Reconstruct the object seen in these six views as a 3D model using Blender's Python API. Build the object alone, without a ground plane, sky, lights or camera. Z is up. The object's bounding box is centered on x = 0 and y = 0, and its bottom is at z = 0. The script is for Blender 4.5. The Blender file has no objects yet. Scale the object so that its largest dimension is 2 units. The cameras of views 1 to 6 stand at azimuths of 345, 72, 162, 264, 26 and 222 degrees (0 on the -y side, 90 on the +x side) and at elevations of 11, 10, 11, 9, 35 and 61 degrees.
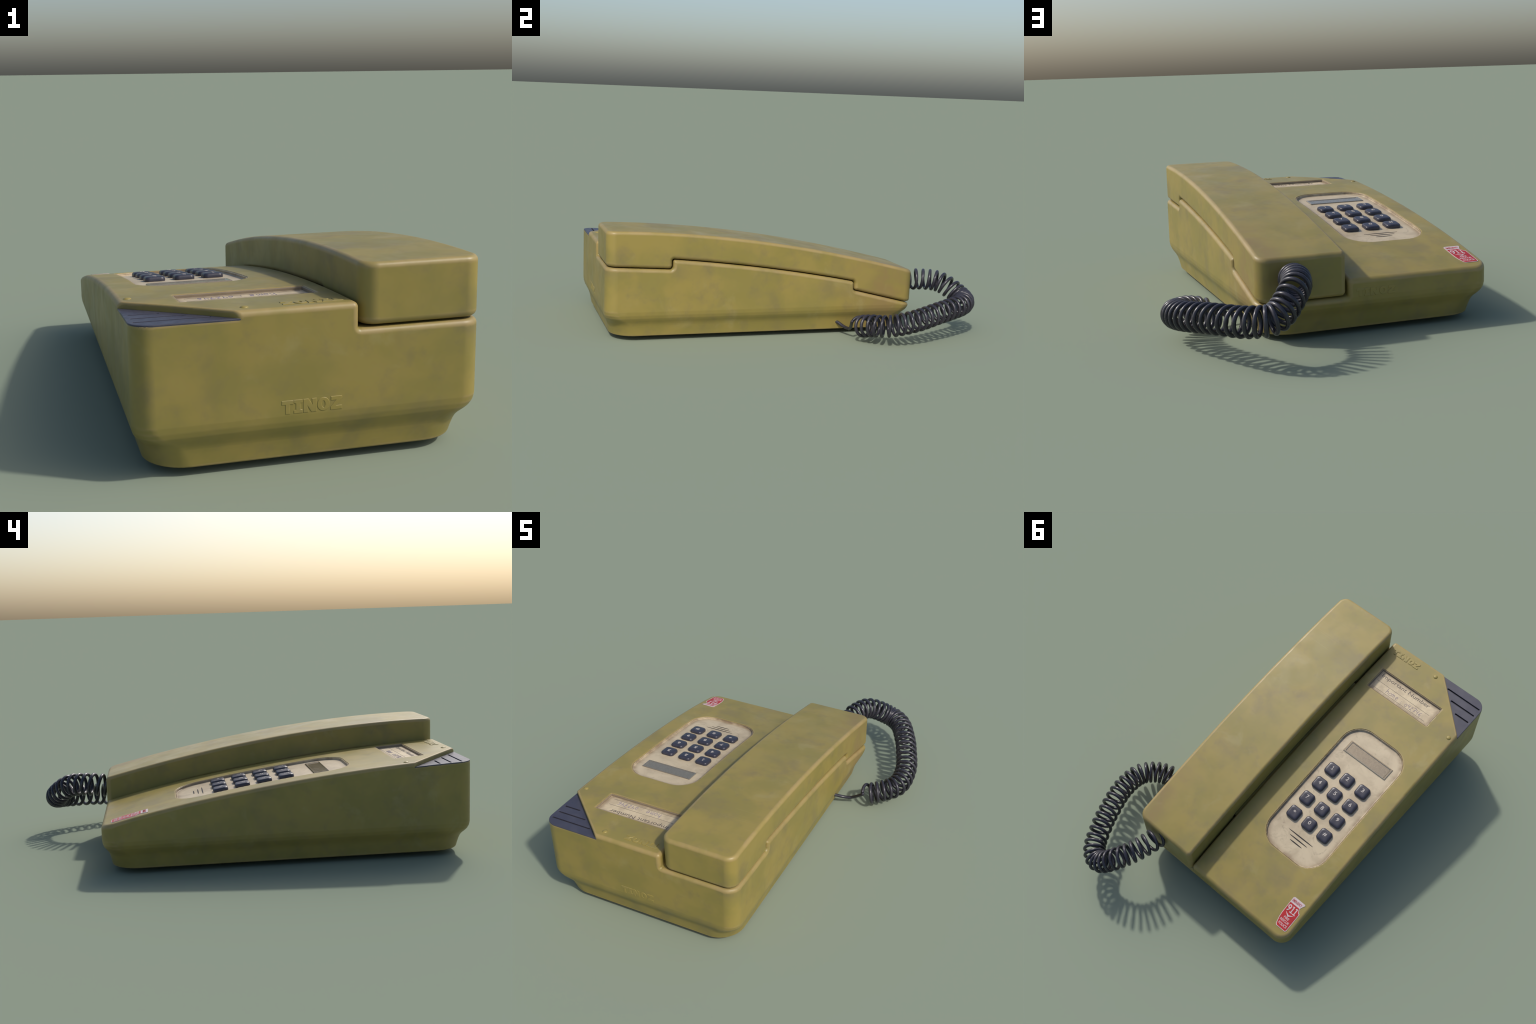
"""Olive push-button desk telephone: wedge housing, handset lying in its cradle, coiled cord."""
import bpy, bmesh, math
import numpy as np
from mathutils import Matrix, Vector

SCENE = bpy.context.scene.collection

# ------------------------------------------------------------------ measures
X0, X1 = -0.665, 0.329          # housing, left and right wall
Y0, Y1 = -1.000, 0.656          # housing, tall end and low end
ZB = 0.022                      # underside of the housing
CRADLE_X = -0.044               # wall of the trough the handset lies in


PAD = (-.566, -.197, -.474, .321, .112)      # keypad tray: x0, x1, y0, y1, corner radius


def top_z(y):                   # deck of the housing: a long shallow arc
    return 0.455 - 0.04 * (y + 1) - 0.0576 * (y + 1) ** 2 - .035 * np.maximum(y - .2, 0) ** 2


def top_slope(y):
    return -0.04 - 0.1152 * (y + 1) - .07 * np.maximum(y - .2, 0)


# ------------------------------------------------------------------ helpers
def link(obj, parent=None):
    SCENE.objects.link(obj)
    if parent is not None:
        obj.parent = parent
    return obj


def mesh_object(name, verts, faces, mat, parent, smooth=True):
    me = bpy.data.meshes.new(name)
    me.from_pydata([tuple(v) for v in verts], [], [tuple(f) for f in faces])
    me.validate()
    bm = bmesh.new()
    bm.from_mesh(me)
    bmesh.ops.recalc_face_normals(bm, faces=bm.faces)
    bm.to_mesh(me)
    bm.free()
    if smooth:
        me.polygons.foreach_set('use_smooth', [True] * len(me.polygons))
    me.materials.append(mat)
    return link(bpy.data.objects.new(name, me), parent)


def rmax(a, b, r):
    """Intersection of two solids with a round edge of radius r."""
    return np.minimum(np.maximum(a, b), -r) + np.sqrt(np.maximum(a + r, 0) ** 2 + np.maximum(b + r, 0) ** 2)


def rmin(a, b, r):
    return -rmax(-a, -b, r)


def rounded_rect(x, y, x0, x1, y0, y1, r):
    qx = np.abs(x - (x0 + x1) / 2) - (x1 - x0) / 2 + r
    qy = np.abs(y - (y0 + y1) / 2) - (y1 - y0) / 2 + r
    return np.sqrt(np.maximum(qx, 0) ** 2 + np.maximum(qy, 0) ** 2) + np.minimum(np.maximum(qx, qy), 0) - r


def solid(name, sdf, lo, hi, h, mat, parent):
    """Skin a distance function with a fine quad mesh (surface nets) and give it the true normals."""
    ax = [np.arange(lo[i] - 2 * h, hi[i] + 3 * h, h) for i in range(3)]
    d = sdf(ax[0][:, None, None], ax[1][None, :, None], ax[2][None, None, :]).astype(np.float32)
    d = np.broadcast_to(d, tuple(len(a) for a in ax))
    s = d < 0
    n = s[:-1, :-1, :-1].astype(np.int8)
    n = n * 0
    corner = [(i, j, k) for i in (0, 1) for j in (0, 1) for k in (0, 1)]
    sh = tuple(len(a) - 1 for a in ax)
    for i, j, k in corner:
        n += s[i:i + sh[0], j:j + sh[1], k:k + sh[2]]
    cells = np.argwhere((n > 0) & (n < 8))
    index = -np.ones(sh, np.int32)
    index[tuple(cells.T)] = np.arange(len(cells))
    val = {c: d[cells[:, 0] + c[0], cells[:, 1] + c[1], cells[:, 2] + c[2]] for c in corner}
    acc = np.zeros((len(cells), 3))
    cnt = np.zeros(len(cells))
    for a in corner:
        for e in range(3):
            if a[e]:
                continue
            b = list(a)
            b[e] = 1
            va, vb = val[a], val[tuple(b)]
            m = (va < 0) != (vb < 0)
            t = np.where(m, va / np.where(m, va - vb, 1), 0)
            p = np.tile(np.array(a, float), (len(cells), 1))
            p[:, e] += t
            acc[m] += p[m]
            cnt[m] += 1
    pos = (cells + acc / cnt[:, None]) * h + np.array([a[0] for a in ax])

    def grad(p, e=0.0006):
        g = np.stack([sdf(*(p + e * np.eye(3)[i]).T) - sdf(*(p - e * np.eye(3)[i]).T) for i in range(3)], 1) / (2 * e)
        return g
    for _ in range(3):
        g = grad(pos)
        step = (sdf(*pos.T) / np.maximum((g ** 2).sum(1), 0.2))[:, None] * g
        pos = pos - np.clip(step, -h, h)
    quads = []
    for e in range(3):
        u, v = (e + 1) % 3, (e + 2) % 3
        a = [slice(1, -1)] * 3
        b = [slice(1, -1)] * 3
        a[e] = slice(0, -1)
        b[e] = slice(1, None)
        sa, sb = s[tuple(a)], s[tuple(b)]
        for flip, m in ((False, sa & ~sb), (True, ~sa & sb)):
            q = np.argwhere(m) + 1
            q[:, e] -= 1
            ring = []
            for du, dv in ((-1, -1), (0, -1), (0, 0), (-1, 0)):
                c = q.copy()
                c[:, u] += du
                c[:, v] += dv
                ring.append(index[tuple(c.T)])
            f = np.stack(ring, 1)
            quads.append(f[:, ::-1] if flip else f)
    quads = np.concatenate(quads)
    me = bpy.data.meshes.new(name)
    me.vertices.add(len(pos))
    me.vertices.foreach_set('co', pos.astype(np.float32).ravel())
    me.loops.add(quads.size)
    me.loops.foreach_set('vertex_index', quads.astype(np.int32).ravel())
    me.polygons.add(len(quads))
    me.polygons.foreach_set('loop_start', np.arange(0, quads.size, 4, dtype=np.int32))
    me.polygons.foreach_set('use_smooth', np.ones(len(quads), bool))
    me.update(calc_edges=True)
    g = grad(pos)
    g /= np.linalg.norm(g, axis=1, keepdims=True) + 1e-12
    me.normals_split_custom_set_from_vertices(g.astype(np.float32))
    me.materials.append(mat)
    return link(bpy.data.objects.new(name, me), parent)


def deck_frame(x, y, off=0.0):
    """Frame lying on the deck, read from the low end: X to the reader's right, Y up the page, Z out."""
    s = top_slope(y)
    t = Vector((0, 1, s)).normalized()
    X, Y = Vector((-1, 0, 0)), -t
    Z = X.cross(Y)
    m = Matrix((X, Y, Z)).transposed().to_4x4()
    m.translation = Vector((x, y, top_z(y))) + Z * off
    return m


def text_mesh(name, body, width, height, mat, extrude=0.0006, weight=0.0, shear=0.0):
    """Text of the built-in font as a mesh, centred, scaled to a width and a height."""
    cu = bpy.data.curves.new(name, 'FONT')
    cu.body = body
    cu.extrude = 0.01
    cu.offset = weight
    cu.shear = shear
    cu.resolution_u = 4
    ob = link(bpy.data.objects.new(name, cu))
    dg = bpy.context.evaluated_depsgraph_get()
    me = bpy.data.meshes.new_from_object(ob.evaluated_get(dg))
    bpy.data.objects.remove(ob)
    bpy.data.curves.remove(cu)
    co = np.zeros(len(me.vertices) * 3)
    me.vertices.foreach_get('co', co)
    co = co.reshape(-1, 3)
    lo, hi = co.min(0), co.max(0)
    co -= (lo + hi) / 2
    sx = width / (hi[0] - lo[0]) if width else height / (hi[1] - lo[1])
    sy = height / (hi[1] - lo[1])
    co *= [sx, sy, extrude / 0.01]
    me.vertices.foreach_set('co', co.ravel())
    me.update()
    me.name = name
    me.materials.append(mat)
    return me


def outline_mesh(name, splines, mat, extrude, bevel=0.0, res=4):
    """Closed 2D outlines (holes allowed) filled, given depth and rounded edges."""
    cu = bpy.data.curves.new(name, 'CURVE')
    cu.dimensions = '2D'
    cu.fill_mode = 'BOTH'
    cu.extrude = extrude
    cu.bevel_depth = bevel
    cu.bevel_resolution = 2
    for pts in splines:
        sp = cu.splines.new('POLY')
        sp.points.add(len(pts) - 1)
        for p, q in zip(sp.points, pts):
            p.co = (q[0], q[1], 0, 1)
        sp.use_cyclic_u = True
    ob = link(bpy.data.objects.new(name, cu))
    dg = bpy.context.evaluated_depsgraph_get()
    me = bpy.data.meshes.new_from_object(ob.evaluated_get(dg))
    bpy.data.objects.remove(ob)
    bpy.data.curves.remove(cu)
    me.name = name
    me.materials.append(mat)
    return me


def sweep(path, radius, sides, closed_ends=True):
    """Round tube along a dense polyline, frames by parallel transport."""
    path = np.asarray(path, float)
    tan = np.gradient(path, axis=0)
    tan /= np.linalg.norm(tan, axis=1, keepdims=True)
    n = np.cross(tan[0], [0.3, 0.2, 0.9])
    n /= np.linalg.norm(n)
    verts, faces = [], []
    for i, (p, t) in enumerate(zip(path, tan)):
        n = n - t * (n @ t)
        n /= np.linalg.norm(n)
        b = np.cross(t, n)
        for k in range(sides):
            a = 2 * math.pi * k / sides
            verts.append(p + radius * (math.cos(a) * n + math.sin(a) * b))
    for i in range(len(path) - 1):
        for k in range(sides):
            a, b = i * sides + k, i * sides + (k + 1) % sides
            faces.append((a, b, b + sides, a + sides))
    if closed_ends:
        faces.append(tuple(range(sides))[::-1])
        faces.append(tuple((len(path) - 1) * sides + k for k in range(sides)))
    return verts, faces


def catmull(pts, per):
    P = np.asarray(pts, float)
    P = np.vstack([2 * P[0] - P[1], P, 2 * P[-1] - P[-2]])
    out = []
    for i in range(1, len(P) - 2):
        for f in np.linspace(0, 1, per, endpoint=False):
            out.append(.5 * (2 * P[i] + (P[i + 1] - P[i - 1]) * f + (2 * P[i - 1] - 5 * P[i] + 4 * P[i + 1] - P[i + 2]) * f * f
                             + (3 * P[i] - P[i - 1] - 3 * P[i + 1] + P[i + 2]) * f ** 3))
    out.append(P[-2])
    return np.array(out)


# ------------------------------------------------------------------ materials
class Nodes:
    def __init__(self, name):
        self.m = bpy.data.materials.new(name)
        self.m.use_nodes = True
        self.t = self.m.node_tree
        self.b = self.t.nodes['Principled BSDF']
        self.co = self.t.nodes.new('ShaderNodeTexCoord').outputs['Object']

    def link(self, a, b):
        self.t.links.new(a, b)

    def set(self, key, val):
        s = self.b.inputs[key]
        if hasattr(val, 'links'):
            self.link(val, s)
        else:
            s.default_value = val

    def mapped(self, scale=(1, 1, 1), rot=(0, 0, 0), loc=(0, 0, 0)):
        n = self.t.nodes.new('ShaderNodeMapping')
        n.inputs['Scale'].default_value = scale
        n.inputs['Rotation'].default_value = rot
        n.inputs['Location'].default_value = loc
        self.link(self.co, n.inputs['Vector'])
        return n.outputs[0]

    def noise(self, scale, detail=4, rough=.55, dist=0.0, vec=None):
        n = self.t.nodes.new('ShaderNodeTexNoise')
        n.inputs['Scale'].default_value = scale
        n.inputs['Detail'].default_value = detail
        n.inputs['Roughness'].default_value = rough
        n.inputs['Distortion'].default_value = dist
        self.link(vec or self.co, n.inputs['Vector'])
        return n.outputs['Fac']

    def ramp(self, fac, a, b, lo=0.0, hi=1.0):
        n = self.t.nodes.new('ShaderNodeMapRange')
        n.interpolation_type = 'SMOOTHSTEP'
        for k, v in zip(('From Min', 'From Max', 'To Min', 'To Max'), (a, b, lo, hi)):
            n.inputs[k].default_value = v
        self.link(fac, n.inputs['Value'])
        return n.outputs[0]

    def math(self, op, a, b=0.0):
        n = self.t.nodes.new('ShaderNodeMath')
        n.operation = op
        for i, v in enumerate((a, b)):
            if hasattr(v, 'links'):
                self.link(v, n.inputs[i])
            else:
                n.inputs[i].default_value = v
        return n.outputs[0]

    def mix(self, fac, a, b):
        n = self.t.nodes.new('ShaderNodeMix')
        n.data_type = 'RGBA'
        for sock, v in ((n.inputs[0], fac), (n.inputs[6], a), (n.inputs[7], b)):
            if hasattr(v, 'links'):
                self.link(v, sock)
            else:
                sock.default_value = (*v, 1) if isinstance(v, tuple) else v
        return n.outputs[2]

    def bump(self, height, strength, dist=0.002):
        n = self.t.nodes.new('ShaderNodeBump')
        n.inputs['Strength'].default_value = strength
        n.inputs['Distance'].default_value = dist
        self.link(height, n.inputs['Height'])
        self.link(n.outputs[0], self.b.inputs['Normal'])

    def axis(self, name):
        if not hasattr(self, 'sep'):
            self.sep = self.t.nodes.new('ShaderNodeSeparateXYZ')
            self.link(self.co, self.sep.inputs[0])
        return self.sep.outputs[name]

    def span(self, name, a, b):
        return self.ramp(self.axis(name), a, b)

    def rim(self, x0, x1, y0, y1, r):
        """Distance inside the outline of a rounded rectangle (negative inside)."""
        q = []
        for name, a, b in (('X', x0, x1), ('Y', y0, y1)):
            d = self.math('ABSOLUTE', self.math('SUBTRACT', self.axis(name), (a + b) / 2))
            q.append(self.math('SUBTRACT', d, (b - a) / 2 - r))
        out = [self.math('POWER', self.math('MAXIMUM', v, 0.0), 2.0) for v in q]
        far = self.math('SQRT', self.math('ADD', out[0], out[1]))
        near = self.math('MINIMUM', self.math('MAXIMUM', q[0], q[1]), 0.0)
        return self.math('SUBTRACT', self.math('ADD', far, near), r)

    def pointiness(self):
        return self.t.nodes.new('ShaderNodeNewGeometry').outputs['Pointiness']


def plastic_olive(name='olive_plastic', wear=1.0):
    n = Nodes(name)
    # greener and browner shades drifting across the plastic
    drift = n.ramp(n.noise(5.2, 4, .55, .2), .38, .62)
    c = n.mix(drift, OLIVE_A, OLIVE_B)
    # grimy grey-brown patches, and smaller smudges
    grime = n.ramp(n.noise(5.0, 4, .58, .15, n.mapped(loc=(3, 1, 7))), .50, .74, 0, .46)
    c = n.mix(grime, c, GRIME)
    smudge = n.ramp(n.noise(13, 5, .6, .1, n.mapped(loc=(9, 2, 1))), .50, .72, 0, .34)
    c = n.mix(smudge, c, GRIME)
    # brown handling grime at the cord end of the handset side
    hand = n.math('MULTIPLY', n.span('Y', .18, .52), n.span('X', .16, .30))
    hand = n.math('MULTIPLY', hand, n.ramp(n.noise(8, 4, .6, .2, n.mapped(loc=(6, 1, 9))), .34, .62, .15, .75))
    c = n.mix(hand, c, (.245, .165, .065))
    pale = n.ramp(n.noise(7, 5, .6, .5, n.mapped(loc=(1, 8, 3))), .56, .74, 0, .35)
    c = n.mix(pale, c, PALE)
    # hairline scratches running every way
    scr = None
    for rot, loc in (((.3, .9, .5), (0, 0, 0)), ((1.2, -.4, 2.0), (4, 2, 1)), ((-.5, .2, 1.1), (1, 7, 2))):
        v = n.mapped((3, 160, 160), rot, loc)
        s = n.ramp(n.noise(1.0, 2, .5, .15, v), .70, .76)
        scr = s if scr is None else n.math('MAXIMUM', scr, s)
    scr = n.math('MULTIPLY', scr, n.ramp(n.noise(3.0, 3, .5, 0, n.mapped(loc=(5, 5, 5))), .5, .62, 0, .3))
    c = n.mix(scr, c, PALE)
    # worn rims: rubbed through to a tan undertone, broken up by noise
    worn = n.math('MULTIPLY', n.ramp(n.pointiness(), .503, .516),
                  n.ramp(n.noise(9, 4, .6, 0, n.mapped(loc=(2, 6, 4))), .35, .6, .25 * wear, .75 * wear))
    c = n.mix(worn, c, WORN)
    n.set('Base Color', c)
    n.set('Roughness', n.ramp(n.noise(6, 4, .6, .3, n.mapped(loc=(7, 7, 1))), .3, .7, .38, .52))
    n.set('Specular IOR Level', .5)
    n.bump(n.noise(140, 3, .6), .05, .001)
    return n.m


def plastic_navy(name='navy_plastic', rough=.35, col=(.030, .030, .045), hi=(.047, .046, .062)):
    n = Nodes(name)
    n.set('Base Color', n.mix(n.ramp(n.noise(14, 5, .6, .3), .4, .68), col, hi))
    n.set('Roughness', n.ramp(n.noise(30, 4, .6), .3, .7, rough - .06, rough + .08))
    n.bump(n.noise(220, 2, .5), .05, .001)
    return n.m


def plastic_cream():
    n = Nodes('cream_plastic')
    c = n.mix(n.ramp(n.noise(9, 5, .6, .5), .38, .66), CREAM_A, CREAM_B)
    c = n.mix(n.ramp(n.noise(22, 6, .65, .8, n.mapped(loc=(3, 5, 1))), .54, .75, 0, .5), c, (.20, .155, .10))
    # brown dirt gathered along the rim of the tray
    dirt = n.math('MULTIPLY', n.ramp(n.rim(*PAD), -.034, -.002),
                  n.ramp(n.noise(16, 5, .62, .3, n.mapped(loc=(4, 4, 2))), .34, .62, .25, .85))
    c = n.mix(dirt, c, (.22, .155, .092))
    n.set('Base Color', c)
    n.set('Roughness', .45)
    n.bump(n.noise(180, 2, .5), .04, .001)
    return n.m


def paper():
    n = Nodes('card_paper')
    c = n.mix(n.ramp(n.noise(18, 5, .6, .5), .36, .68), (.60, .49, .315), (.47, .375, .24))
    dirt = n.math('MULTIPLY', n.ramp(n.rim(-.194, .194, -.0635, .0635, .012), -.024, -.003),
                  n.ramp(n.noise(22, 5, .62, .3), .32, .6, .3, .85))
    c = n.mix(dirt, c, (.27, .20, .125))
    n.set('Base Color', c)
    n.set('Roughness', .55)
    return n.m


def plain(name, col, rough=.5, metal=0.0, var=.12):
    n = Nodes(name)
    dark = tuple(v * (1 - var) for v in col)
    n.set('Base Color', n.mix(n.ramp(n.noise(40, 4, .6), .35, .65), col, dark))
    n.set('Roughness', rough)
    n.set('Metallic', metal)
    return n.m


OLIVE_A, OLIVE_B = (.287, .222, .056), (.243, .199, .050)
GRIME, PALE, WORN = (.175, .140, .068), (.34, .285, .12), (.34, .245, .100)
CREAM_A, CREAM_B = (.54, .445, .295), (.44, .355, .232)

M_OLIVE = plastic_olive()
M_LETTER = plastic_olive('olive_lettering_plastic', 0.0)
M_NAVY = plastic_navy()
M_VENT = plastic_navy('navy_vent_plastic', .42, (.045, .045, .066), (.058, .057, .078))
M_CORD = plastic_navy('cord_rubber', .3, (.024, .023, .032), (.036, .034, .044))
M_CREAM = plastic_cream()
M_PAPER = paper()
M_WALL = plain('recess_wall_plastic', (.26, .20, .13), .5)
M_SLOT = plain('slot_shadow_plastic', (.014, .010, .010), .7)  # near-black paints the shade inside vent and speaker slots; feet share it
M_INK = plain('printed_ink', (.13, .105, .085), .6)
M_PEN = plain('pen_ink', (.13, .11, .23), .5)
M_GLYPH = plain('key_print', (.52, .47, .42), .5)
M_RED = plain('sticker_red', (.46, .017, .017), .4, var=.25)
M_WHITE = plain('sticker_white', (.60, .49, .48), .4)
M_REDINK = plain('sticker_red_ink', (.45, .06, .06), .4)


def mirror():
    n = Nodes('display_mirror')
    n.set('Base Color', n.mix(n.ramp(n.noise(160, 3, .6, 0), .4, .65), (.42, .35, .245), (.37, .305, .215)))
    n.set('Metallic', .7)
    n.set('Roughness', n.ramp(n.noise(60, 4, .6), .35, .65, .12, .20))
    return n.m


M_MIRROR = mirror()

# ------------------------------------------------------------------ the telephone
phone = link(bpy.data.objects.new('desk_telephone', None))
phone['label'] = 'worn olive push-button desk telephone with coiled cord'
phone['category'] = 'telephone'

# wall profile: how far the wall stands in from the plan, by height (belly above, stepped foot below)
_z = np.linspace(0, .2, 401)
_in = np.interp(_z, [0, .026, .045, .065, .078, .088, .098, .108, .120, .136, .154, .2],
                [1.04, 1.0, .92, .82, .74, .65, .52, .36, .19, .06, 0, 0])
_k = np.exp(-np.linspace(-2.2, 2.2, 21) ** 2)
_in = np.convolve(np.pad(_in, 10, 'edge'), _k / _k.sum(), 'valid')


def plan_sdf(x, y, z):
    """Plan outline by height: the foot stands in and its corners are rounder."""
    t = np.interp(z, _z, _in)
    i, j = .038 * t, .035 * t
    return rounded_rect(x, y, X0 + i, X1 - i, Y0 + j, Y1 - j, .062 + .062 * t)


STEP_EAR, STEP_MOUTH = -0.664, 0.312     # where the trough floor steps down


def cradle_cut(y, z, gap, shift):
    """> 0 above the trough floor (three levels, rounded steps)."""
    ear = .380 - .045 * (y + 1) + gap
    bar = top_z(y) - .020 + gap
    mouth = .236 - .238 * (y - .31) + gap
    s = np.sqrt(1 + .2 ** 2)
    lvl = (bar - z) / s
    lvl = rmin(lvl, rmax((ear - z), y - (STEP_EAR - shift), .018), .012)
    lvl = rmin(lvl, rmax((mouth - z) / s, (STEP_MOUTH + shift) - y, .012), .012)
    return lvl                            # negative inside the space above


VENT_A, VENT_B = np.array([-.664, -.735]), np.array([-.377, -1.0])    # diagonal edge of the vent corner
_t = (VENT_B - VENT_A) / np.linalg.norm(VENT_B - VENT_A)
VENT_N = np.array([_t[1], -_t[0]])       # points to the corner of the housing
if VENT_N[1] > 0:
    VENT_N = -VENT_N
VENT_DROP = .0215
CARD = (-.501, -.103, -.818, -.681, .004)


def housing_sdf(x, y, z):
    deck = (z - top_z(y)) / np.sqrt(1 + top_slope(y) ** 2)
    plan = plan_sdf(x, y, z)
    cut = rmax(CRADLE_X - x, cradle_cut(y, z, 0, 0), .006)
    body = rmax(deck, -cut, .016)
    body = rmax(body, plan, .017)
    body = rmax(body, ZB - z, .006)
    corner = -((x - VENT_A[0]) * VENT_N[0] + (y - VENT_A[1]) * VENT_N[1])
    vent = np.maximum(corner, -(deck + VENT_DROP))
    vent = np.minimum(vent, np.maximum(np.maximum(corner, plan + .006), -(deck + VENT_DROP + .010)))
    body = rmax(body, -vent, .005)
    pad = np.maximum(rounded_rect(x, y, *PAD), -(deck + .034))
    card = np.maximum(rounded_rect(x, y, *CARD), -(deck + .034))
    return rmax(body, -np.minimum(pad, card), .0025)


housing = solid('housing', housing_sdf, (X0, Y0, ZB), (X1, Y1, .456), .004, M_OLIVE, phone)


def handset_top(y):
    t = y + 1
    return 0.5598 + -0.00193 * t + -0.09223 * t ** 2 + 0.00703 * t ** 3


HX0, HX1, HY0, HY1 = -.036, .3245, -.997, .657


def handset_sdf(x, y, z):
    plan = rounded_rect(x, y, HX0, HX1, HY0, HY1, .022)
    front = rounded_rect(x, y, HX0, HX1, HY0, HY1 + .3, .05)
    side = rounded_rect(x, y, HX0 - .3, HX1, HY0 - .3, HY1, .05)
    plan = np.maximum(np.maximum(plan, front), side)
    deck = (z - handset_top(y)) / np.sqrt(1 + (.035 + .127 * (y + 1)) ** 2)
    h = rmax(plan, deck, .016)
    return rmax(h, cradle_cut(y, z, .0045, .005), .020)


handset = solid('handset', handset_sdf, (HX0, HY0, .15), (HX1, HY1, .57), .004, M_OLIVE, phone)


# ---- vent corner: navy plate let into the far corner, three slits
def vent_sdf(x, y, z):
    deck = (z - top_z(y)) / np.sqrt(1 + top_slope(y) ** 2) + VENT_DROP - .0016
    plan = rounded_rect(x, y, X0, X1, Y0, Y1, .062) + .0006
    corner = -((x - VENT_A[0]) * VENT_N[0] + (y - VENT_A[1]) * VENT_N[1]) - .003
    d = np.maximum(np.maximum(plan, corner), -deck - .010)
    d = rmax(d, deck, .0015)
    for yy, xa in SLITS:
        q = rounded_rect(x, y, -.652, xa, yy - .0040, yy + .0040, .0036)
        d = np.maximum(d, -np.maximum(q, -deck - .0075))
    return d


SLITS = [(-.950, -.443), (-.901, -.501), (-.850, -.566)]
vent = solid('vent_cover', vent_sdf, (X0, Y0, .40), (-.36, -.72, .44), .0016, M_VENT, phone)
for yy, xa in SLITS:  # black bar laid in each slit as its inner shadow
    z = top_z(yy) - VENT_DROP
    w = .0045
    P = [(-.653, yy - w), (xa + .001, yy - w), (xa + .001, yy + w), (-.653, yy + w)]
    V = [(px, py, z - .0100) for px, py in P] + [(px, py, z - .0045) for px, py in P]
    mesh_object('slit_shadow_bar', V, [(0, 1, 2, 3), (4, 5, 6, 7), (0, 1, 5, 4), (1, 2, 6, 5), (2, 3, 7, 6), (3, 0, 4, 7)],
                M_SLOT, vent, smooth=False)


# ---- keypad tray and card holder: shallow trays with upright walls
def tray_sdf(rect, floor, wall, blend):
    def f(x, y, z):
        deck = (z - top_z(y)) / np.sqrt(1 + top_slope(y) ** 2)
        out = rounded_rect(x, y, *rect)
        d = np.maximum(np.maximum(out, deck + .0025), -deck - .033)
        inner = rmax(out + wall, -(deck + floor), blend)
        return rmax(d, -inner, .0015)
    return f


FLOOR = .0125
panel = solid('keypad_panel', tray_sdf(PAD, FLOOR, .004, .004),
              (PAD[0], PAD[2], .26), (PAD[1], PAD[3], .42), .0026, M_CREAM, phone)
holder = solid('card_holder', tray_sdf(CARD, .0145, .004, .004),
               (CARD[0], CARD[2], .40), (CARD[1], CARD[3], .45), .002, M_WALL, phone)

# ---- keys
KEY_X = (-.274, -.374, -.475)
KEY_Y = (-.181, -.080, .021, .121)
LABELS = ('123', '456', '789', '*0#')


def key_mesh():
    rings = [(.0335, -.003, .016), (.0345, .003, .016), (.0345, .0080, .016), (.0334, .0130, .0155), (.0310, .0160, .015),
             (.0274, .0176, .014), (.0218, .0184, .012), (.010, .0180, .006)]
    V, F, N = [], [], 48
    for half, z, r in rings:
        for k in range(N):
            q, f = divmod(k, N // 4)
            a = math.pi / 2 * (q + f / (N // 4 - 1))
            sx, sy = ((1, 1), (-1, 1), (-1, -1), (1, -1))[q]
            V.append((sx * (half - r) + r * math.cos(a), sy * (half - r) + r * math.sin(a), z))
    for i in range(len(rings) - 1):
        for k in range(N):
            a, b = i * N + k, i * N + (k + 1) % N
            F.append((a, b, b + N, a + N))
    F.append(tuple(range((len(rings) - 1) * N, len(rings) * N)))
    F.append(tuple(range(N))[::-1])
    return V, F


KV, KF = key_mesh()
key0 = None
for r, y in enumerate(KEY_Y):
    for c, x in enumerate(KEY_X):
        if key0 is None:
            key0 = key = mesh_object('key', KV, KF, M_NAVY, phone)
        else:
            key = link(key0.copy(), phone)
        key.name = 'key'
        key.matrix_world = deck_frame(x, y, -FLOOR - .001)
        ch = LABELS[r][c]
        if ch == '1':                                     # figure one with a flag and a foot bar
            me = outline_mesh('key_symbol', [[(-.0058, -.0105), (.0066, -.0105), (.0066, -.0082), (.0018, -.0082), (.0018, .0105),
                                              (-.0008, .0105), (-.0058, .0094), (-.0055, .0070), (-.0010, .0078),
                                              (-.0010, -.0082), (-.0058, -.0082)]], M_GLYPH, .0007)
        else:
            w, h = {'*': (.014, .014), '#': (.020, .020)}.get(ch, (.0145, .021))
            me = text_mesh('key_symbol', ch, w, h, M_GLYPH, .0007, .012)
        sym = link(bpy.data.objects.new('key_symbol', me), key)
        sym.matrix_local = Matrix.Translation((0, .005, .0183))


# ---- display: small mirror-bright plate with a bevelled rim
def on_deck(name, me, x, y, off, parent):
    o = link(bpy.data.objects.new(name, me), parent)
    o.matrix_world = deck_frame(x, y, off)
    return o


def plate(w, h, t, lip, dip):
    """Bevelled plate: rim raised around a sunk field."""
    rings = [(w / 2, h / 2, -.004), (w / 2, h / 2, t - .003), (w / 2 - .003, h / 2 - .003, t),
             (w / 2 - lip + .003, h / 2 - .0055, t), (w / 2 - lip, h / 2 - .009, t - dip)]
    V, F = [], []
    for a, b, z in rings:
        V += [(a, b, z), (-a, b, z), (-a, -b, z), (a, -b, z)]
    for i in range(len(rings) - 1):
        for k in range(4):
            a, b = i * 4 + k, i * 4 + (k + 1) % 4
            F.append((a, b, b + 4, a + 4))
    F += [tuple(range(16, 20)), (3, 2, 1, 0)]
    return V, F


DV, DF = plate(.276, .073, .0042, .014, .002)
disp = mesh_object('display_window', DV, DF, M_MIRROR, panel, smooth=False)
disp.matrix_world = deck_frame(-.384, -.339, -FLOOR)

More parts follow.
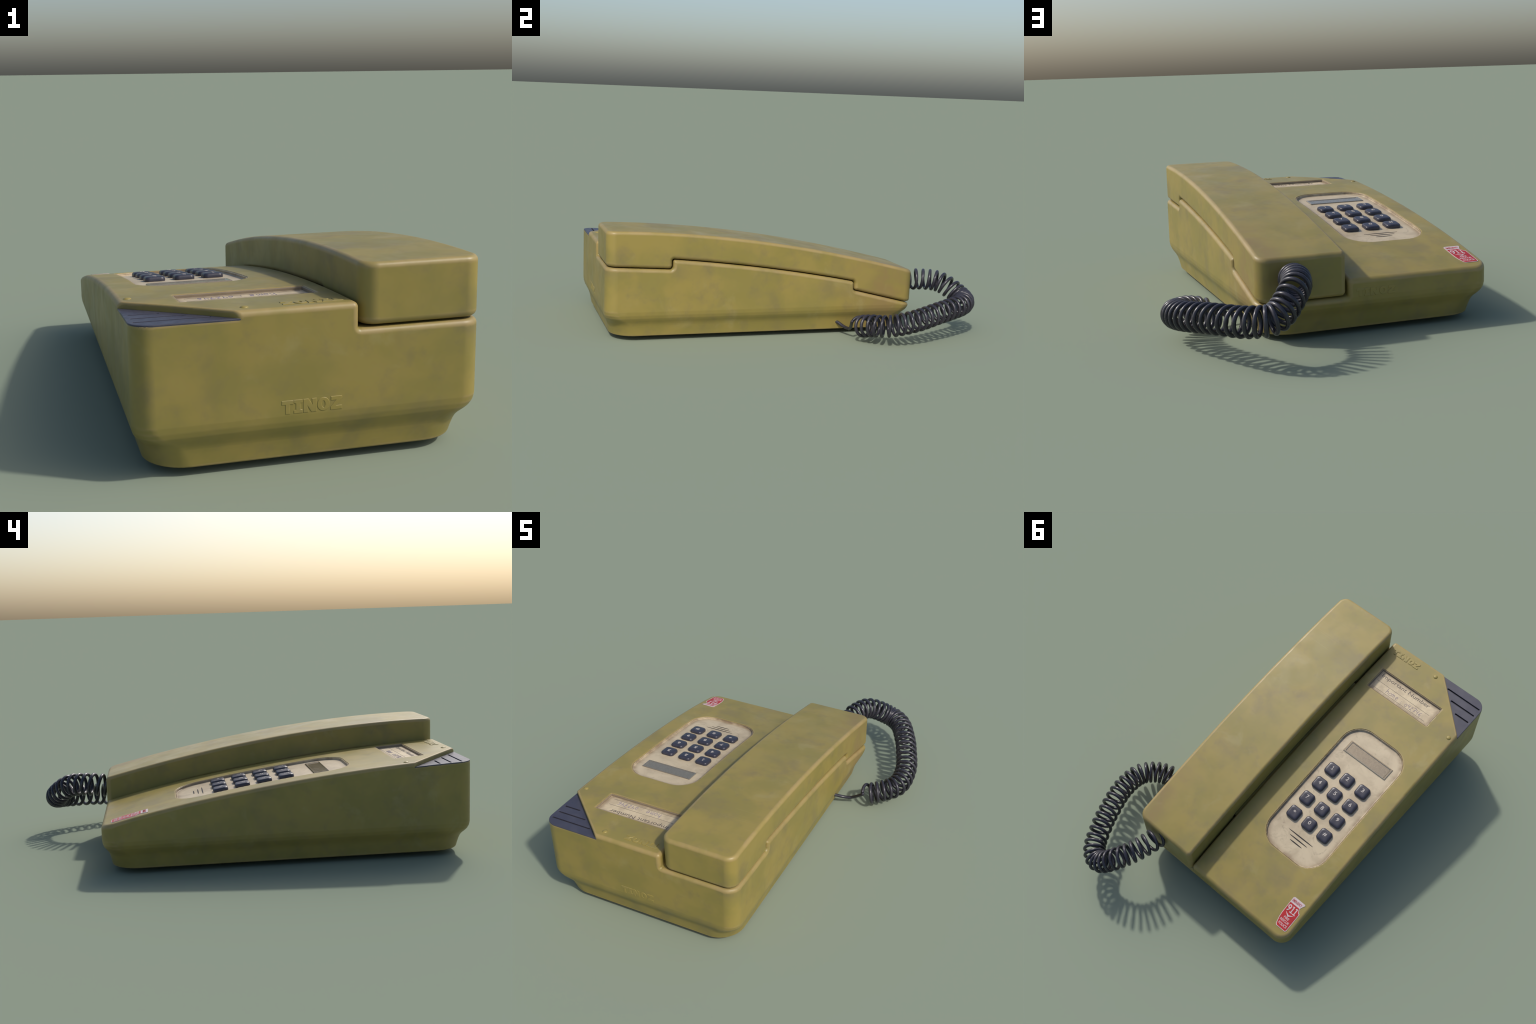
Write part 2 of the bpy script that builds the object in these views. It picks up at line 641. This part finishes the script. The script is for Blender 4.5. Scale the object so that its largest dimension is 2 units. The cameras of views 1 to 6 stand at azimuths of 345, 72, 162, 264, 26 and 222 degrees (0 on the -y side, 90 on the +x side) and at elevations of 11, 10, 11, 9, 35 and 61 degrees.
# ---- speaker below the keys: uncut, slot shadows modelled as near-black lens strips
for y, half in ((.201, .080), (.221, .058), (.241, .040)):
    pts = [(half * math.cos(a), .0030 * math.sin(a)) for a in np.linspace(0, 2 * math.pi, 32, endpoint=False)]
    on_deck('speaker_shadow_lens', outline_mesh('speaker_shadow_lens', [pts], M_SLOT, .0012), -.386, y, -FLOOR - .0006, panel)

# ---- number card
CX, CY = -.302, -.7495
card = on_deck('number_card', outline_mesh('number_card', [[(-.194, -.0635), (.194, -.0635), (.194, .0635), (-.194, .0635)]],
                                           M_PAPER, .0012), CX, CY, -.0134, phone)


def on_card(name, me, x, y, off=.0014):
    """Placed in card coordinates, measured in housing x, y."""
    o = link(bpy.data.objects.new(name, me), card)
    o.matrix_local = Matrix.Translation((CX - x, CY - y, off))
    return o


on_card('printed_heading', text_mesh('printed_heading', 'Important Number', .315, .030, M_INK, .0004), -.281, -.787)
for yy in (-.748, -.703):
    on_card('printed_rule', outline_mesh('printed_rule', [[(-.175, -.0007), (.175, -.0007), (.175, .0007), (-.175, .0007)]],
                                         M_INK, .0003), -.295, yy)
PEN = {   # pen strokes in a unit box, x to the right, y up
    'h': [[(0, 1.5), (.02, 0)], [(.02, .55), (.3, .85), (.5, .6), (.52, 0)]],
    'o': [[(.3, .8), (.05, .55), (.1, .1), (.4, .02), (.58, .35), (.5, .7), (.25, .82)]],
    'm': [[(0, .8), (.02, 0)], [(.02, .6), (.22, .82), (.34, .5), (.34, .05)], [(.34, .55), (.55, .82), (.68, .5), (.7, 0)]],
    'e': [[(.05, .42), (.5, .5), (.45, .78), (.2, .78), (.04, .4), (.2, .03), (.55, .12)]],
    ':': [[(.2, .12), (.3, .04)], [(.22, .62), (.32, .54)]],
    '0': [[(.3, .85), (.05, .5), (.15, .05), (.45, .1), (.5, .6), (.28, .85)]],
    '4': [[(.08, 1.1), (.05, .6), (.45, .62)], [(.5, 1.15), (.4, -.05)]],
    '2': [[(.02, .85), (.3, 1.05), (.42, .75), (.02, .05), (.3, .12), (.55, .0)]],
    '7': [[(0, 1.05), (.55, 1.1), (.25, -.05)], [(.1, .55), (.5, .6)]],
    '6': [[(.5, 1.15), (.15, .7), (.08, .2), (.35, .0), (.5, .3), (.3, .5), (.1, .35)]],
}


def pen_writing(text, size, step):
    cu = bpy.data.curves.new('handwriting', 'CURVE')
    cu.dimensions = '3D'
    cu.bevel_depth = .00085
    cu.bevel_resolution = 1
    x = 0.0
    for ch in text:
        for st in PEN.get(ch, []):
            dense = catmull([(x + a * size, b * size, 0) for a, b in st], 5)
            sp = cu.splines.new('POLY')
            sp.points.add(len(dense) - 1)
            for p, q in zip(sp.points, dense):
                p.co = (*q, 1)
        x += {'m': 1.35, ' ': .8, ':': .8}.get(ch, 1.0) * step
    ob = link(bpy.data.objects.new('handwriting', cu))
    dg = bpy.context.evaluated_depsgraph_get()
    me = bpy.data.meshes.new_from_object(ob.evaluated_get(dg))
    bpy.data.objects.remove(ob)
    me.materials.append(M_PEN)
    return me


on_card('handwriting', pen_writing('home : 042746', .0235, .0185), -.203, -.710, .0012)

# ---- raised lettering on three sides (slab letters as outlines)
SLAB = {
    'T': (.86, [[(.30, 0), (.58, 0), (.58, .74), (.88, .74), (.88, 1), (0, 1), (0, .74), (.30, .74)]]),
    'I': (.66, [[(0, 0), (.64, 0), (.64, .18), (.47, .24), (.47, .76), (.64, .82), (.64, 1), (0, 1), (0, .82), (.17, .76),
                 (.17, .24), (0, .18)]]),
    'N': (1.02, [[(0, 0), (.34, 0), (.26, .62), (.64, 0), (1.0, 0), (1.0, 1), (.70, 1), (.74, .42), (.38, 1), (0, 1)]]),
    'O': (.98, [[(.48 + .47 * math.cos(a), .5 + .5 * math.sin(a)) for a in np.linspace(0, 2 * math.pi, 28, endpoint=False)],
                [(.48 + .17 * math.cos(-a), .5 + .30 * math.sin(-a)) for a in np.linspace(0, 2 * math.pi, 20, endpoint=False)]]),
    'Z': (.90, [[(0, 0), (.88, 0), (.88, .25), (.36, .25), (.88, .82), (.88, 1), (.04, 1), (.04, .75), (.50, .75), (0, .20)]]),
}


def raised_word(word, width, height, parent, matrix, lift=.0003):
    x, parts = 0.0, []
    total = sum(SLAB[c][0] + .10 for c in word) - .10
    for ch in word:
        adv, sp = SLAB[ch]
        k = width / total
        pts = [[((x + px - total / 2) * k, (py - .5) * height) for px, py in s] for s in sp]
        me = outline_mesh('raised_letter', pts, M_LETTER, lift, .0016)
        me.polygons.foreach_set('use_smooth', [False] * len(me.polygons))
        o = link(bpy.data.objects.new('raised_letter', me), parent)
        o.matrix_world = matrix
        x += adv + .10
    return parts


def face_frame(x, y, z, right, up):
    X, Y = Vector(right), Vector(up)
    m = Matrix((X, Y, X.cross(Y))).transposed().to_4x4()
    m.translation = (x, y, z)
    return m


raised_word('TINOZ', .170, .036, housing, face_frame(-.179, Y0 + .0008, .178, (1, 0, 0), (0, 0, 1)))
raised_word('TINOZ', .165, .030, housing, face_frame(-.160, Y1, .170, (-1, 0, 0), (0, 0, 1)), .0)
raised_word('TINOZ', .170, .034, housing, deck_frame(-.163, -.945, 0), .0006)

# ---- rubber feet under the housing
for x in (X0 + .25, X1 - .25):
    for y in (Y0 + .28, Y1 - .28):
        V, F, N = [], [], 32
        for rr, zz in ((.034, .0), (.036, .003), (.036, ZB + .004)):
            V += [(x + rr * math.cos(2 * math.pi * k / N), y + rr * math.sin(2 * math.pi * k / N), zz) for k in range(N)]
        for i in range(2):
            F += [(i * N + k, i * N + (k + 1) % N, (i + 1) * N + (k + 1) % N, (i + 1) * N + k) for k in range(N)]
        F += [tuple(range(2 * N, 3 * N)), tuple(range(N))[::-1]]
        mesh_object('rubber_foot', V, F, M_SLOT, phone)

# ---- two small moulded pips beside the vent
for x, y in ((-.354, -.955), (-.632, -.701)):
    V, F, N = [], [], 20
    for i, (rr, zz) in enumerate(((.0130, -.002), (.0118, .0008), (.0092, .0026), (.0054, .0039), (.002, .0043))):
        V += [(rr * math.cos(2 * math.pi * k / N), rr * math.sin(2 * math.pi * k / N), zz) for k in range(N)]
    for i in range(4):
        F += [(i * N + k, i * N + (k + 1) % N, (i + 1) * N + (k + 1) % N, (i + 1) * N + k) for k in range(N)]
    F += [tuple(range(4 * N, 5 * N)), tuple(range(N))[::-1]]
    o = mesh_object('moulded_pip', V, F, M_LETTER, housing)
    o.matrix_world = deck_frame(x, y, 0)


# ---- emergency sticker near the low end
SX, SY = -.600, .531


def on_sticker(name, me, x, y, off, parent):
    o = link(bpy.data.objects.new(name, me), parent)
    m = deck_frame(SX, SY, 0)
    o.matrix_world = m @ Matrix.Translation((SX - x, SY - y, off))
    return o


def stick_outline(pts):
    return [(SX - x, SY - y) for x, y in pts]


WHOLE = [(-.566, .447), (-.630, .447), (-.635, .452), (-.627, .466), (-.622, .480), (-.626, .491), (-.632, .498), (-.640, .502),
         (-.640, .607), (-.634, .613), (-.580, .613), (-.573, .606), (-.564, .570), (-.561, .545), (-.560, .453)]
FIELD = [(-.563, .480), (-.620, .480), (-.623, .491), (-.630, .501), (-.637, .505), (-.637, .605), (-.632, .610), (-.582, .610),
         (-.576, .604), (-.567, .570), (-.564, .545)]
sticker = on_sticker('emergency_sticker', outline_mesh('emergency_sticker', [stick_outline(WHOLE)], M_WHITE, .0007), SX, SY, .0005, phone)
on_sticker('sticker_field', outline_mesh('sticker_field', [stick_outline(FIELD)], M_RED, .0004), SX, SY, .0011, sticker)
for body, w, h, x, y, mat in (('EMERGENCY', .056, .014, -.594, .464, M_REDINK), ('9', .019, .037, -.5765, .506, M_WHITE),
                              ('FIRE', .030, .012, -.600, .5555, M_WHITE), ('RESCUE', .052, .0125, -.601, .5730, M_WHITE),
                              ('POLICE', .050, .014, -.605, .5925, M_WHITE)):
    on_sticker('sticker_print', text_mesh('sticker_print', body, w, h, mat, .0005, .015), x, y, .0013, sticker)
on_sticker('sticker_print', outline_mesh('sticker_print', [stick_outline([(-.573, .528), (-.598, .538), (-.624, .528), (-.598, .5475)])],
                                         M_WHITE, .0005), SX, SY, .0013, sticker)

ONE = [(-.0075, -.0185), (.0085, -.0185), (.0085, -.0140), (.0032, -.0140), (.0032, .0185), (-.0010, .0185), (-.0075, .0160),
       (-.0070, .0115), (-.0020, .0130), (-.0020, -.0140), (-.0075, -.0140)]
for x in (-.597, -.616):
    on_sticker('sticker_print', outline_mesh('sticker_print', [ONE], M_WHITE, .0005), x, .506, .0013, sticker)

# ------------------------------------------------------------------ cord
SPINE = [(.329, .330, .035), (.473, .309, .085), (.587, .402, .103), (.593, .544, .125), (.540, .698, .148), (.500, .788, .158),
         (.430, .904, .169), (.344, .941, .187), (.251, .861, .254), (.204, .751, .266), (.190, .660, .257), (.190, .645, .256)]
spine = catmull(SPINE[:11], 60)
spine = np.vstack([spine, [.189, .652, .256]])
arc = np.concatenate([[0], np.cumsum(np.linalg.norm(np.diff(spine, axis=0), axis=1))])
COIL_R, WIRE_R = .0510, .0085
# coils still to come before the handset, by distance along the spine: packed in the bends, stretched between them
WOUND = [(.130, 34.1), (.164, 33), (.193, 32), (.253, 30), (.317, 28), (.379, 26), (.455, 24), (.530, 22), (.620, 20), (.700, 18),
         (.790, 16), (.856, 14), (.915, 12), (.957, 10), (1.008, 8), (1.084, 6), (1.148, 4), (1.221, 2), (1.303, 0), (1.34, -.9)]
REF = Vector((.33, -.37, -.87)).normalized()        # axis the coil angle is counted from
JOIN = Vector((.35, -.73, .58))                     # side on which the straight lead runs into the first coil


def spine_at(d):
    p = np.stack([np.interp(d, arc, spine[:, i]) for i in range(3)], 1)
    p[:, 2] -= .010 * np.clip(1 - (d - .11) / .12, 0, 1)
    return p


def coil_frame(d):
    t = spine_at(d + .002) - spine_at(d - .002)
    t /= np.linalg.norm(t, axis=1, keepdims=True)
    o = np.cross(np.array(REF), t)
    o /= np.linalg.norm(o, axis=1, keepdims=True)
    return o, np.cross(t, o)


_o, _b = coil_frame(np.array([.125]))
lead_in = math.atan2(np.array(JOIN) @ _b[0], np.array(JOIN) @ _o[0]) / (2 * math.pi)
first = lead_in + round(34.2 - lead_in) - .02
w = np.array(WOUND)
dist = np.linspace(.09, arc[-1], 4000)
fine = np.interp(dist, *np.vstack([[.06, 36.3], w]).T)
k = np.ones(121) / 121
fine = np.convolve(np.pad(fine, 60, mode='reflect', reflect_type='odd'), k, 'valid')
turn = np.linspace(first, fine[-1], int((first - fine[-1]) * 36))
d = np.interp(-turn, -fine, dist)
o, b = coil_frame(d)
a = (2 * math.pi * turn)[:, None]
coil = spine_at(d) + COIL_R * (np.cos(a) * o + np.sin(a) * b)
way = coil[1] - coil[0]
way /= np.linalg.norm(way)
lead = catmull([(.270, .216, .070), (.300, .239, .060), (.330, .259, .046), (.362, .271, .042), (.390, .276, .050),
                tuple(coil[0] - way * .007), tuple(coil[0])], 12)
V, F = sweep(np.vstack([lead[:-1], coil]), WIRE_R, 12)
cord = mesh_object('coiled_cord', V, F, M_CORD, phone)
